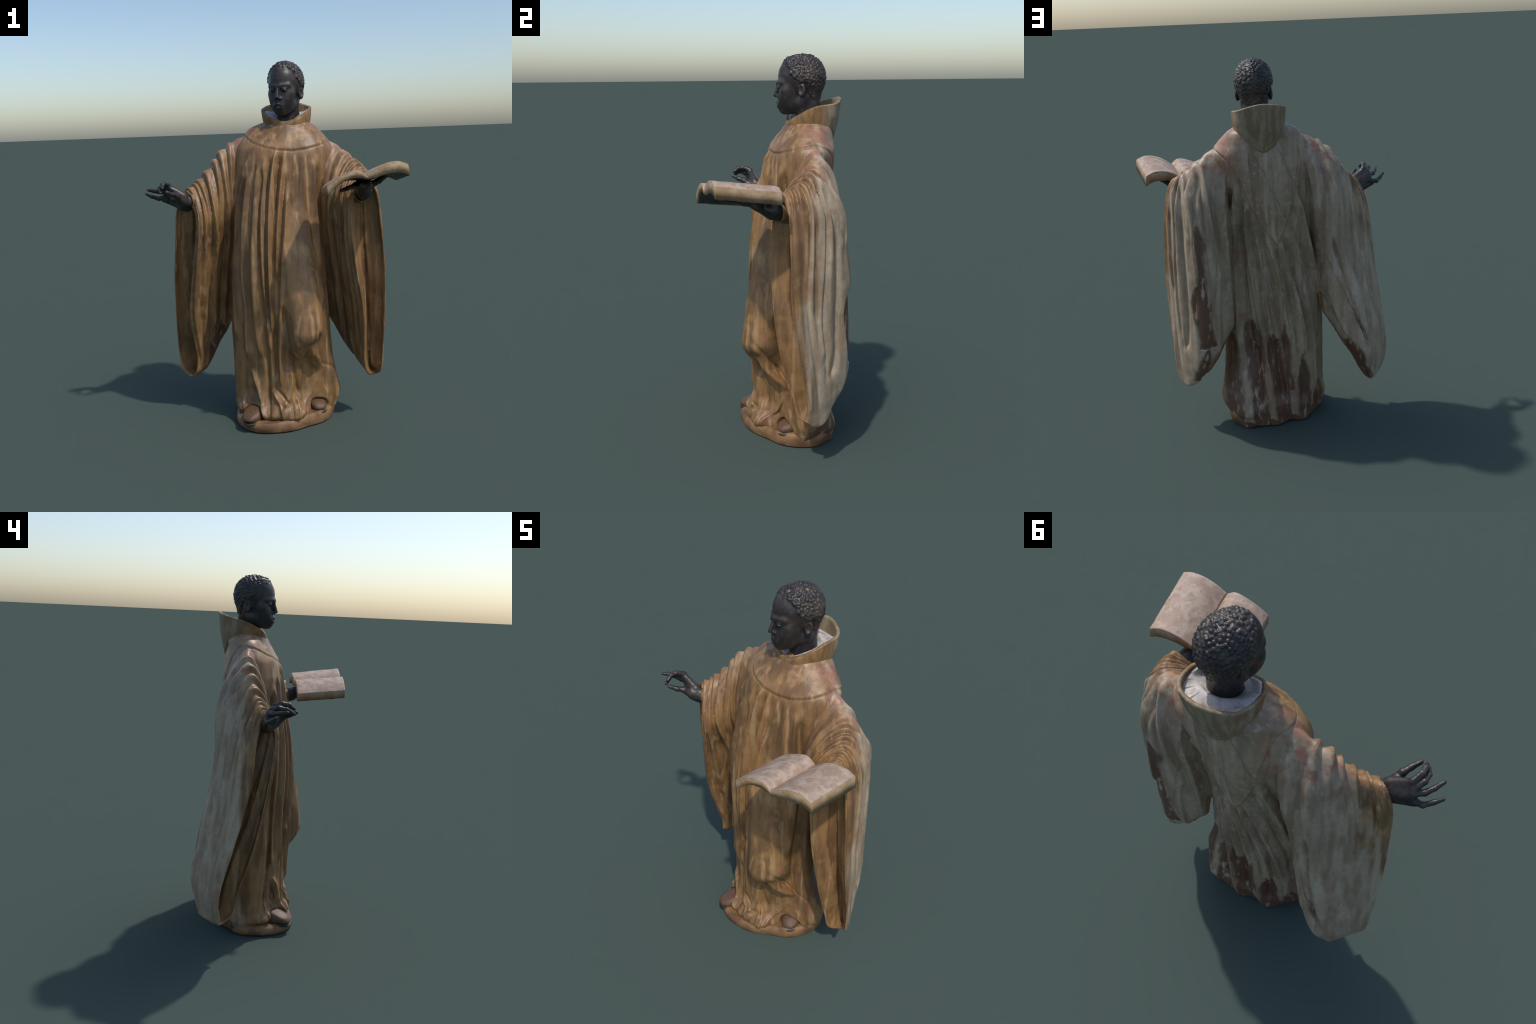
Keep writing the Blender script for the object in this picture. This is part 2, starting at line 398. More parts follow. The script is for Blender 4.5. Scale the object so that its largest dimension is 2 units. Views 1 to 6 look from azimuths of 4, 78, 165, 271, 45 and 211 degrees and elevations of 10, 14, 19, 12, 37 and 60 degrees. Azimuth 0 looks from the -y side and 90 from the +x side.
BACK_FOLDS = [
    (-.016, .012, [(.26, 1.36), (.27, 1.2), (.28, .98)]),
    (.010, .014, [(.235, 1.36), (.237, 1.17), (.24, 1.04), (.24, .88), (.24, .7), (.25, .45)]),
    (-.010, .010, [(.20, 1.3), (.207, 1.16), (.207, 1.03), (.205, .87), (.20, .67), (.19, .4)]),
    (.010, .013, [(.2, 1.29), (.18, 1.16), (.178, 1.03), (.17, .87), (.15, .67), (.12, .44), (.1, .21)]),
    (-.009, .009, [(.18, 1.26), (.157, 1.13), (.15, 1.0), (.135, .87), (.12, .68), (.09, .4)]),
    (.008, .012, [(.16, 1.23), (.14, 1.1), (.13, .97), (.1, .86), (.09, .72), (.06, .5)]),
    (-.008, .009, [(.12, 1.16), (.10, 1.02), (.068, .86), (.055, .7), (.02, .4)]),
    (.008, .011, [(.1, 1.1), (.07, .99), (.03, .85), (.02, .7), (0, .5)]),
    (-.009, .009, [(.05, 1.06), (.025, .95), (-.005, .83), (-.025, .7), (-.06, .4)]),
    (.009, .011, [(.02, 1.07), (.0, .95), (-.04, .81), (-.065, .68), (-.09, .4)]),
    (-.009, .010, [(.0, 1.08), (-.03, .94), (-.07, .8), (-.095, .65), (-.12, .4)]),
    (.009, .013, [(-.01, 1.12), (-.05, .98), (-.09, .83), (-.115, .68), (-.15, .4)]),
    (-.010, .011, [(-.05, 1.26), (-.08, 1.13), (-.11, 1.0), (-.14, .86), (-.17, .72), (-.18, .5)]),
    (.010, .014, [(-.08, 1.3), (-.11, 1.16), (-.14, 1.03), (-.165, .9), (-.19, .75)]),
    (-.014, .014, [(-.1, 1.36), (-.15, 1.17), (-.18, 1.05), (-.2, .9)]),
    # chipped lower back
    (-.018, .030, [(.06, .52), (.05, .35), (.03, .15)]),
    (-.016, .028, [(.18, .5), (.18, .3), (.18, .12)]),
    (-.016, .024, [(-.10, .42), (-.1, .25), (-.09, .12)]),
]
SLEEVE_BACK_FOLDS = [
    (.008, .014, [(.392, 1.53), (.383, 1.346), (.373, 1.21), (.329, .98)]),
    (-.013, .012, [(.419, 1.47), (.41, 1.266), (.407, 1.16), (.40, 1.05)]),
    (.012, .016, [(.482, 1.44), (.472, 1.297), (.464, 1.063), (.46, .90)]),
    (-.013, .010, [(.505, 1.40), (.52, 1.2), (.528, 1.05), (.529, .88), (.53, .70), (.55, .50)]),
    (.008, .011, [(.537, 1.398), (.548, 1.126), (.561, .87), (.56, .60)]),
    (-.010, .009, [(.562, 1.28), (.576, .98), (.572, .80)]),
    (.008, .014, [(.335, .95), (.36, .82), (.37, .636), (.385, .44)]),
    (-.016, .014, [(.36, 1.37), (.343, 1.149), (.327, .978), (.31, .80)]),
    (.006, .018, [(-.165, 1.54), (-.193, 1.321), (-.224, 1.122), (-.235, .95)]),
    (-.009, .012, [(-.205, 1.51), (-.242, 1.316), (-.263, 1.12), (-.285, .95)]),
    (.010, .017, [(-.256, 1.46), (-.285, 1.282), (-.314, 1.029), (-.35, .80)]),
    (-.009, .012, [(-.305, 1.43), (-.338, 1.22), (-.360, 1.015), (-.40, .82)]),
    (.009, .015, [(-.335, 1.38), (-.370, 1.2), (-.392, 1.047), (-.43, .80)]),
    (-.012, .013, [(-.413, 1.36), (-.449, 1.164), (-.479, .908), (-.495, .70)]),
    (.009, .018, [(-.473, 1.30), (-.511, 1.058), (-.543, .762), (-.565, .468)]),
    (-.014, .009, [(-.265, 1.06), (-.319, .834), (-.37, .645), (-.425, .44)]),
    (.009, .016, [(-.24, .88), (-.27, .65), (-.318, .517)]),
]
def fold_field(x, z, folds):
    d = np.zeros_like(x)
    for amp, w, pts in folds:
        p = np.array(pts)[::-1]
        xs = np.polyval(np.polyfit(p[:, 1], p[:, 0], min(3, len(p) - 1)), np.clip(z, p[0, 1], p[-1, 1]))
        fade = smoothstep(p[0, 1] - .03, p[0, 1] + .04, z) * (1 - smoothstep(p[-1, 1] - .05, p[-1, 1] + .02, z))
        q = np.abs(x - xs) / w
        d += 1.35 * amp * (np.exp(-q ** 1.5) if amp < 0 else 1.1 / (1 + q ** 2) ** 1.6) * fade
    return d

SHOES = [  # centre, half sizes, turn about z
    ((-.128, -.064, .082), (.057, .084, .036), -22),
    ((.218, .064, .095), (.055, .078, .036), 26),
]
def in_shoe(P, k):
    """Normalised radius of points in a shoe's ellipsoid."""
    c, r, a = k; q = P - np.array(c); t = math.radians(-a)
    qx = q[:, 0] * math.cos(t) - q[:, 1] * math.sin(t); qy = q[:, 0] * math.sin(t) + q[:, 1] * math.cos(t)
    return np.sqrt((qx / r[0]) ** 2 + (qy / r[1]) ** 2 + (q[:, 2] / r[2]) ** 2)

def build_robe():
    nz, nt = 480, 560
    zs = np.array([s[0] for s in SECTIONS]); R = np.array([s[3] for s in SECTIONS]); C = np.array([s[1:3] for s in SECTIONS])
    z = np.linspace(zs[0], zs[-1], nz)
    u = np.interp(z, zs, np.arange(len(zs)))
    # smooth interpolation in height (pchip-like: linear param with light smoothing) and periodic in angle
    Rz = catmull(R, u); Cz = catmull(C, u)
    th = np.arange(nt) / nt * 2 * np.pi
    r = np.stack([catmull(row, th / (2 * np.pi) * 12, True) for row in Rz])
    X = Cz[:, :1] + r * np.cos(th); Y = Cz[:, 1:] + r * np.sin(th); Z = np.repeat(z[:, None], nt, 1)
    front = smoothstep(.25, -.15, np.sin(th))[None, :] * np.ones_like(Z)
    back = smoothstep(-.1, .3, np.sin(th))[None, :] * np.ones_like(Z)
    d = fold_field(X, Z, FRONT_FOLDS) * front + 1.5 * fold_field(X, Z, BACK_FOLDS) * back
    # knee pressed forward, hollow below it, and the fold that falls from it to the side
    fr = front
    kx = (X - np.interp(Z, [.5, 1.15], [.145, .165])) / np.where(X < .15, .125, .105)
    leg = np.clip(1 - kx ** 2, 0, 1) ** np.where(kx < 0, 1.5, .9) * np.interp(Z, [.5, .56, .77, .9, 1.05, 1.25], [.115, .108, .074, .046, .02, 0])
    under = smoothstep(np.where(kx < 0, .34, .39), .565, Z - .03 * kx ** 2)
    d += leg * under * fr
    d -= .012 * np.exp(-((X - .12) / .04) ** 2 - ((Z - .36) / .08) ** 2) * fr
    # the thick fold that leaves the knee and falls back round the side
    tz = [.27, .29, .35, .42, .46, .48, .576, .60]
    ta = np.radians(np.interp(z, tz, [350, 346, 331, 315, 311, 309, 298, 296]))[:, None]; tr = np.interp(z, tz, [.19, .205, .228, .248, .254, .260, .287, .28])[:, None]
    da = np.angle(np.exp(1j * (th[None, :] - ta))) / .140
    inz = (smoothstep(.20, .38, z) * smoothstep(.61, .55, z))[:, None]
    d += np.clip(tr - (r + d), 0, .09) * np.exp(-da ** 4) * inz
    d -= .012 * np.exp(-((da - 1.35) / .35) ** 2) * inz
    # crumpled cloth pooling on the base
    pool = smoothstep(.30, .12, Z) * smoothstep(.055, .09, Z) * fr
    q = np.stack([X * 17, Y * 17, Z * 11], -1).reshape(-1, 3)
    d += .009 * (np.abs(Noise(21)(q)).reshape(X.shape) * 2 - .6) * pool
    # hem: pushed-out tongues
    d += .010 * np.sin(th * 9 + 1.0)[None, :] * smoothstep(.20, .08, Z)
    X = X + d * np.cos(th); Y = Y + d * np.sin(th)
    G = np.stack([X, Y, Z], -1)
    P = G.reshape(-1, 3).copy()
    for k in SHOES:  # the hem arches over each shoe
        q = in_shoe(P, (k[0], tuple(np.array(k[1]) * 1.22), k[2]))
        push = np.clip(1 - q, 0, None)
        P[:, 1] += push * .17; P[:, 0] += push * .10 * (-1 if k[0][0] > 0 else 1)
    me = tube_mesh("robe_body", P.reshape(G.shape))
    recalc(me); return me

# ---- sleeves: lofted from the shoulder to the open mouth; ten points a ring:
#      top, four down the back, lowest point, four up the front
RIGHT_SLEEVE = [
    [(-.105, .165, 1.625), (-.15, .288, 1.38), (-.19, .285, 1.05), (-.21, .28, .88), (-.22, .27, .72), (-.22, .26, .62), (-.20, .23, .68), (-.18, .21, .82), (-.15, .16, 1.00), (-.12, .11, 1.30)],
    [(-.255, .150, 1.545), (-.31, .286, 1.34), (-.33, .300, 1.00), (-.335, .360, .757), (-.370, .405, .50), (-.36, .365, .385), (-.32, .305, .46), (-.30, .245, .66), (-.27, .165, .95), (-.24, .055, 1.26)],
    [(-.36, .110, 1.412), (-.42, .192, 1.27), (-.445, .242, 1.00), (-.440, .310, .75), (-.465, .380, .42), (-.445, .36, .230), (-.39, .275, .37), (-.375, .180, .64), (-.34, .095, .93), (-.315, .010, 1.20)],
    [(-.44, .073, 1.342), (-.513, .122, 1.21), (-.528, .170, 1.00), (-.53, .224, .75), (-.542, .298, .40), (-.50, .285, .200), (-.435, .180, .33), (-.43, .080, .62), (-.40, .015, .93), (-.38, -.015, 1.19)],
    [(-.475, .05, 1.312), (-.535, .088, 1.21), (-.557, .108, .998), (-.582, .156, .749), (-.597, .245, .40), (-.525, .237, .190), (-.463, .15, .34), (-.478, .07, .62), (-.435, .015, .93), (-.405, -.008, 1.18)],
]
LEFT_SLEEVE = [
    [(.235, .165, 1.625), (.29, .255, 1.34), (.285, .25, 1.08), (.28, .24, .88), (.28, .235, .70), (.28, .22, .60), (.265, .19, .68), (.25, .16, .82), (.24, .13, 1.00), (.22, .09, 1.30)],
    [(.38, .135, 1.522), (.447, .248, 1.32), (.468, .275, 1.05), (.470, .293, .80), (.467, .301, .55), (.44, .228, .375), (.37, .20, .48), (.345, .15, .70), (.32, .095, .96), (.30, .010, 1.28)],
    [(.455, .085, 1.445), (.533, .138, 1.32), (.551, .150, 1.10), (.555, .148, .80), (.548, .183, .53), (.505, .193, .285), (.43, .145, .43), (.405, .08, .68), (.375, .03, .95), (.37, -.035, 1.28)],
    [(.49, .01, 1.400), (.560, .04, 1.305), (.581, .055, 1.09), (.586, .058, .83), (.584, .10, .48), (.545, .15, .250), (.465, .07, .39), (.450, -.025, .66), (.41, -.045, .94), (.405, -.06, 1.25)],
    [(.505, -.050, 1.385), (.562, -.027, 1.30), (.593, -.02, 1.09), (.608, -.015, .83), (.605, .055, .42), (.555, .108, .24), (.484, .005, .38), (.476, -.065, .66), (.432, -.084, .95), (.42, -.075, 1.23)],
]
def full_ring(r):
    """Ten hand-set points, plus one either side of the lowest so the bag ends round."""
    r = [np.array(q) for q in r]
    def between(q): return np.array([*(r[5][:2] + .75 * (q[:2] - r[5][:2])), r[5][2] + .27 * (q[2] - r[5][2])])
    return r[:5] + [between(r[4]), r[5], between(r[6])] + r[6:]
STATION = np.array([0, .3, .55, .8, 1.0])
def sleeve_folds(s, t, ridges):
    """Ring folds bunched on the arm that run on down as hanging pleats."""
    tt = np.where(t > 6, t - 12, t)                      # 0 top, + back, - front
    d = np.zeros_like(s)
    for s0, w, a_top, a_back, a_front, lean in ridges:
        c = s0 + np.where(tt < 0, -.040 * np.minimum(-tt, 1.6), lean * tt) + .014 * np.sin(tt * 1.9 + s0 * 40)
        k = smoothstep(.35, 1.2, np.abs(tt)); w = w * (1 + .8 * smoothstep(.8, 2.5, np.abs(tt)))
        e = np.exp(-((s - c) / w) ** 2) - .75 * np.exp(-((s - c - 1.5 * w) / (.55 * w)) ** 2)
        low = 1 - smoothstep(3.4, 5.2, np.abs(tt))
        d += e * (.78 * a_top * (1 - k) + np.where(tt > 0, .5 * a_back, a_front) * k * low)
    return d
R_RIDGES = [(.15, .045, .006, .003, .003, .0), (.255, .032, .016, .011, .004, .0), (.345, .027, .020, .004, .018, .0), (.445, .028, .018, .012, .004, .006), (.555, .030, .019, .004, .018, .006),
            (.66, .026, .014, .011, .003, .004), (.75, .024, .012, .003, .016, .006), (.85, .026, .015, .010, .003, .004), (.945, .020, .010, .003, .008, .0)]
L_RIDGES = [(.24, .040, .005, .014, .006, .0), (.37, .036, .010, .004, .014, .0), (.49, .034, .016, .018, .004, .004), (.60, .028, .018, .005, .014, .006), (.69, .026, .015, .016, .003, .006), (.785, .025, .016, .004, .014, .006), (.90, .024, .012, .012, .004, .004)]

def build_sleeve(name, stations, ridges, depth):
    ns, nt = 210, 456
    s = np.linspace(0, 1, ns); t = np.arange(nt) / nt * 12
    S = np.array([full_ring(r) for r in stations])
    rings = catmull(S, np.interp(s, STATION, np.arange(5)))          # ns,12,3
    G = np.stack([catmull(r, t, True) for r in rings])              # ns,nt,3
    du = np.gradient(G, axis=0); dv = np.roll(G, -1, 1) - np.roll(G, 1, 1)
    n = np.cross(dv, du); n /= np.maximum(np.linalg.norm(n, axis=2, keepdims=True), 1e-9)
    c = G.mean(1, keepdims=True)
    if ((G - c) * n).sum() < 0: n = -n
    ss, tt = np.meshgrid(s, t, indexing="ij")
    d = sleeve_folds(ss, tt, ridges)
    out = G + n * (d - .003)[..., None]
    # hollow: the two sheets draw together inwards from the open mouth
    i0 = int(np.argmax(s >= depth))
    mate = out[:, (-np.arange(nt)) % nt]
    half = np.linalg.norm(mate - out, axis=2, keepdims=True) / 2
    f = np.interp(s, [depth, .5 * (depth + 1), 1], [.85, .40, .0])[:, None, None]
    f = np.maximum(f, np.minimum(.011 / np.maximum(half, 1e-4), .9))
    fromtop = 6 - np.abs(6 - tt)
    low = np.array([0, 0, 1.0]) * (.010 * smoothstep(4.6, 6, fromtop) - .035 * smoothstep(1.3, 0, fromtop))[..., None]
    inn = (out + (mate - out) / 2 * f + low)[i0:][::-1]
    rim = (out[-1] + inn[0]) / 2 + (out[-1] - out[-3]) * .5
    rings = np.concatenate([out, rim[None], inn], 0)
    me = tube_mesh(name, rings); recalc(me)
    def tree(g): return BVHTree.FromPolygons([tuple(v) for v in g.reshape(-1, 3)], [tuple(int(i) for i in f) for f in grid_faces(*g.shape[:2])])
    return me, (tree(out[::3, ::3]), out[::3, ::3].shape[1]), tree(inn[1:][::2, ::3])

NZ1, NZ2 = Noise(11), Noise(12)
def union_remesh(parts, voxel):
    bm = bmesh.new()
    for p in parts: bm.from_mesh(p)
    me = bpy.data.meshes.new("union"); bm.to_mesh(me); bm.free()
    ob = bpy.data.objects.new("union", me); bpy.context.collection.objects.link(ob)
    r = ob.modifiers.new("r", 'REMESH'); r.mode = 'VOXEL'; r.voxel_size = voxel; r.adaptivity = 0
    sm = ob.modifiers.new("s", 'SMOOTH'); sm.factor = .5; sm.iterations = 2
    res = evaluated(ob); bpy.data.objects.remove(ob)
    res.polygons.foreach_set("use_smooth", np.ones(len(res.polygons), bool)); res.update()
    return res

def strip_depth(V, strips):
    """1 inside the listed strips of lost ground, 0 outside."""
    x, y, z = V.T; m = np.zeros(len(V))
    for zt, zb, xt, xb, hw, ymin in strips:
        f = np.clip((zt - z) / (zt - zb), 0, 1); taper = np.sqrt(np.clip((zt - z) / .10, 0.0001, 1))
        m = np.maximum(m, smoothstep(.004, -.004, np.abs(x - xt - (xb - xt) * f) - hw * taper) * (z < zt) * smoothstep(zb - .004, zb + .004, z) * (y > ymin))
    return m

def cape_height(V):
    """Signed height above the cape's edge: a curve over the chest, a long V down the back."""
    x, y, z = V.T
    ze = np.interp(x, [-.30, -.17, -.144, -.09, -.024, .042, .119, .188, .268, .319, .36, .5], [1.95, 1.66, 1.613, 1.569, 1.546, 1.532, 1.524, 1.531, 1.549, 1.572, 1.64, 2.0])
    zb = np.interp(x, [-.30, -.16, -.11, -.08, -.06, -.02, .01, .04, .11, .16, .21, .27, .34, .37, .5], [2.0, 1.66, 1.60, 1.46, 1.33, 1.20, 1.12, 1.06, 1.16, 1.26, 1.40, 1.52, 1.59, 1.66, 2.0])
    w = smoothstep(.14, .22, y)
    return z - (ze * (1 - w) + zb * w)

def build_habit():
    robe = build_robe()
    rs, rs_out, rs_in = build_sleeve("right", RIGHT_SLEEVE, R_RIDGES, .60); ls, ls_out, ls_in = build_sleeve("left", LEFT_SLEEVE, L_RIDGES, .75)
    me = union_remesh([robe, rs, ls], .0038)
    V = verts_of(me); n = normals_of(me)
    h = cape_height(V)
    d = .0055 * smoothstep(-.007, .006, h) * np.where(V[:, 1] > .2, .75, .8) * smoothstep(-.185, -.12, V[:, 0]) * smoothstep(.37, .30, V[:, 0])
    d -= np.where(V[:, 1] > .2, .0032, .0015) * np.exp(-((h + .008) / .005) ** 2)
    d += .95 * fold_field(V[:, 0], V[:, 2], SLEEVE_BACK_FOLDS) * smoothstep(.05, .40, n[:, 1]) * smoothstep(.06, .12, V[:, 1])
    d += .0016 * NZ1(V * 24) + .0020 * NZ2(V * np.array([16, 16, 5])) * smoothstep(.2, .3, V[:, 1])
    d += .005 * NZ2(V * np.array([14, 14, 9]) + 3) * smoothstep(.3, .15, V[:, 2]) * smoothstep(.1, .3, V[:, 1])
    d -= .007 * strip_depth(V, SCARS) + .0035 * strip_depth(V, BARE)
    set_verts(me, V + n * d[:, None])
    V = verts_of(me)
    fc = np.empty(len(me.polygons) * 3); me.polygons.foreach_get("center", fc); fc = fc.reshape(-1, 3)
    bm = bmesh.new(); bm.from_mesh(robe); robe_tree = BVHTree.FromBMesh(bm); bm.free()
    outer, inner = (None, rs_out, ls_out), (None, rs_in, ls_in)
    lab = np.zeros(len(fc), int)
    lab[fc[:, 0] < -.32] = 1; lab[fc[:, 0] > .37] = 2
    amb = ((fc[:, 0] < -.15) & (fc[:, 0] > -.32)) | ((fc[:, 0] > .22) & (fc[:, 0] < .37))
    for i in np.nonzero(amb)[0]:
        p = Vector(fc[i]); k = 1 if p.x < 0 else 2
        if p.z > .35 and outer[k][0].find_nearest(p)[3] < robe_tree.find_nearest(p)[3]: lab[i] = k
    for i in np.nonzero((lab == 1) | (lab == 2))[0]:
        p = Vector(fc[i])
        k = lab[i]; _, _, face, dist = outer[k][0].find_nearest(p)
        if inner[k].find_nearest(p)[3] < .7 * dist: lab[i] += 3
        elif 6.1 < (face % outer[k][1]) / outer[k][1] * 12 < 11.2: lab[i] += 5
    lab[cape_height(fc) > 0] = 3
    split_by_region(me, lab, ["robe", "sleeve", "sleeve", "shoulder_cape", "sleeve_lining", "sleeve_lining", "sleeve_panel", "sleeve_panel"],
                    [M_HABIT, M_HABIT, M_HABIT, M_CAPE, M_INSIDE, M_INSIDE, M_PANEL, M_PANEL])
    for m in (robe, rs, ls, me): bpy.data.meshes.remove(m)
build_habit()

# ---- collar: tall stand-up hood, low in front, high and wide behind
def build_collar():
    n = 360; f = np.arange(n) / n * 8
    # eight points: front, front-left, left, back-left, back, back-right, right, front-right (statue's left is +x)
    bot = [(.088, .072, 1.650), (.165, .098, 1.650), (.214, .180, 1.652), (.196, .280, 1.632), (.092, .305, 1.548), (-.008, .285, 1.622), (-.036, .190, 1.655), (.010, .098, 1.652)]
    mid = [(.086, .074, 1.662), (.172, .100, 1.685), (.221, .185, 1.705), (.207, .290, 1.690), (.100, .330, 1.660), (-.016, .300, 1.695), (-.043, .188, 1.700), (.002, .098, 1.685)]
    top = [(.085, .078, 1.672), (.176, .108, 1.702), (.224, .190, 1.742), (.214, .293, 1.757), (.110, .348, 1.784), (-.018, .308, 1.766), (-.048, .192, 1.738), (-.006, .106, 1.700)]
    B, Mi, T = (catmull(np.array(q), f, True) for q in (bot, mid, top))
    c = np.array([.092, .195, 0])
    u = np.linspace(0, 2, 40)
    O = np.stack([catmull(np.stack([B, Mi, T]), np.array([a]))[0] for a in u])
    def inset(P, d):
        v = P - c; v[..., 2] = 0; return P - v / np.linalg.norm(v, axis=-1, keepdims=True) * d
    rim = inset(O[-1].copy(), .008); rim[:, 2] += .004
    I = inset(O.copy(), .016)[::-1]
    me = tube_mesh("collar", np.concatenate([O, rim[None], I]), cap=False)
    V = verts_of(me); F = [tuple(p.vertices) for p in me.polygons]; L = len(O) * 2 + 1
    F += [((L - 1) * n + j, (L - 1) * n + (j + 1) % n, (j + 1) % n, j) for j in range(n)]
    V = V + .0018 * NZ1(V * 30)[:, None] * np.array([1, 1, .3])
    m2 = mesh_from("collar", V, F); recalc(m2); bpy.data.meshes.remove(me)
    add("collar", m2, M_COLLAR)
    # white lining: a rolled bowl between the collar and the neck
    ang = np.arange(n) / n * 2 * np.pi
    back = .5 - .5 * np.cos(np.arange(n) / n * 2 * np.pi)
    lev = np.rint(np.interp(back, [0, 1], [38, 29])).astype(int); j = np.arange(n)
    a = inset(O[lev, j].copy(), .012); b = inset(O[lev - 1, j].copy(), .026); b[:, 2] += .003
    ctr = np.array([.102, .180]); rings = [a, b]
    for rr, zz in ((.086, .020), (.070, .012), (.045, -.004)):
        v = b[:, :2] - ctr; v = v / np.linalg.norm(v, axis=1, keepdims=True)
        q = ctr + v * rr; rings.append(np.concatenate([q, (1.655 + zz + (q[:, 1:] - .10) * .36)], 1))
    lower = [r - np.array([0, 0, .02]) for r in rings[::-1]]
    R = catmull(np.stack(rings), np.linspace(0, 4, 30))
    R = R + .003 * NZ1(R.reshape(-1, 3) * 26).reshape(R.shape[:2])[..., None] * np.array([0, 0, 1])
    me = tube_mesh("lining", np.concatenate([R, R[::-1] - np.array([0, 0, .012])]), cap=False)
    recalc(me); add("collar_lining", me, M_LINING)
build_collar()

# ---- head
HC = np.array([.090, .150, 1.850]); YAW = math.radians(20)
ca, sa = math.cos(YAW), math.sin(YAW)
def to_world(q):
    """Head frame: x to the statue's left, -y ahead, z up; the head is turned to its right."""
    q = np.atleast_2d(q); return HC + np.stack([q[:, 0] * ca + q[:, 1] * sa, -q[:, 0] * sa + q[:, 1] * ca, q[:, 2]], 1)
def both(p): return np.concatenate([np.abs(p[:, :1]), p[:, 1:]], 1)
def head_sdf(p):
    m = both(p)
    d = ell(p, (0, .012, .030), (.089, .103, .104))
    d = smin(d, ell(p, (0, -.040, .040), (.070, .072, .080)), .03)          # forehead
    d = smin(d, ell(p, (0, -.045, -.055), (.061, .066, .088)), .03)         # face and jaw
    d = smin(d, cone(m, (.042, .010, -.085), (.014, -.074, -.120), .023, .018), .03)
    d = smin(d, sph(p, (0, -.084, -.119), .024), .018)                      # chin
    d = smin(d, sph(m, (.045, -.070, -.030), .022), .03)                    # cheekbone
    d = smin(d, ell(m, (.030, -.066, -.068), (.026, .034, .034)), .03)      # cheek
    d = smin(d, cone(m, (.010, -.112, .007), (.050, -.086, .010), .010, .010), .018)   # brow
    d = smax(d, -sph(m, (.031, -.127, -.013), .017), .014)                  # socket
    d = smin(d, sph(m, (.031, -.098, -.012), .0150), .004)                  # lid
    d = smin(d, cone(m, (.018, -.110, -.002), (.045, -.098, -.006), .005, .004), .006)
    d = smin(d, cone(p, (0, -.113, -.002), (0, -.1285, -.051), .0072, .0098), .012)     # nose
    d = smin(d, sph(m, (.0125, -.1135, -.057), .0080), .009)
    d = smax(d, -cone(m, (.007, -.120, -.070), (.010, -.116, -.062), .004, .003), .004)
    d = smin(d, ell(p, (0, -.098, -.094), (.030, .021, .024)), .018)        # muzzle
    d = smin(d, cone(m, (0, -.1185, -.0845), (.022, -.104, -.0915), .0060, .0034), .005)
    d = smin(d, cone(m, (0, -.1145, -.1060), (.019, -.103, -.1010), .0070, .0034), .005)
    d = smax(d, -cone(m, (0, -.1225, -.0955), (.016, -.112, -.0965), .0030, .0020), .004)
    neck = cone(p, (0, .035, -.06), (0, .040, -.215), .056, .062)
    neck = smin(neck, cone(m, (.050, .030, -.06), (.020, -.012, -.20), .013, .012), .02)
    d = smin(d, neck, .022)
    # ears
    e = m - np.array([.083, .012, -.030]); t = math.radians(20)
    ex = e[:, 0] * math.cos(t) - e[:, 1] * math.sin(t); ey = e[:, 0] * math.sin(t) + e[:, 1] * math.cos(t)
    E = np.stack([ex, ey, e[:, 2] - .15 * 0], 1)
    ear = ell(E, (0, 0, 0), (.011, .020, .032))
    ear = smax(ear, -ell(E, (.010, -.003, .004), (.008, .012, .020)), .004)
    ear = smin(ear, sph(E, (.001, -.006, -.022), .0075), .006)
    return smin(d, ear, .006)
def hair_mask(q):
    """Positive where hair grows: behind a line over the brow, the temples, round the ears to the nape."""
    x, y, z = np.abs(q[:, 0]), q[:, 1], q[:, 2]
    line = np.interp(y, [-.12, -.095, -.07, -.045, -.03, -.012, .0, .03, .05, .09, .12], [.13, .084, .082, .046, .024, .022, .004, .004, -.065, -.075, -.075])
    return z - line
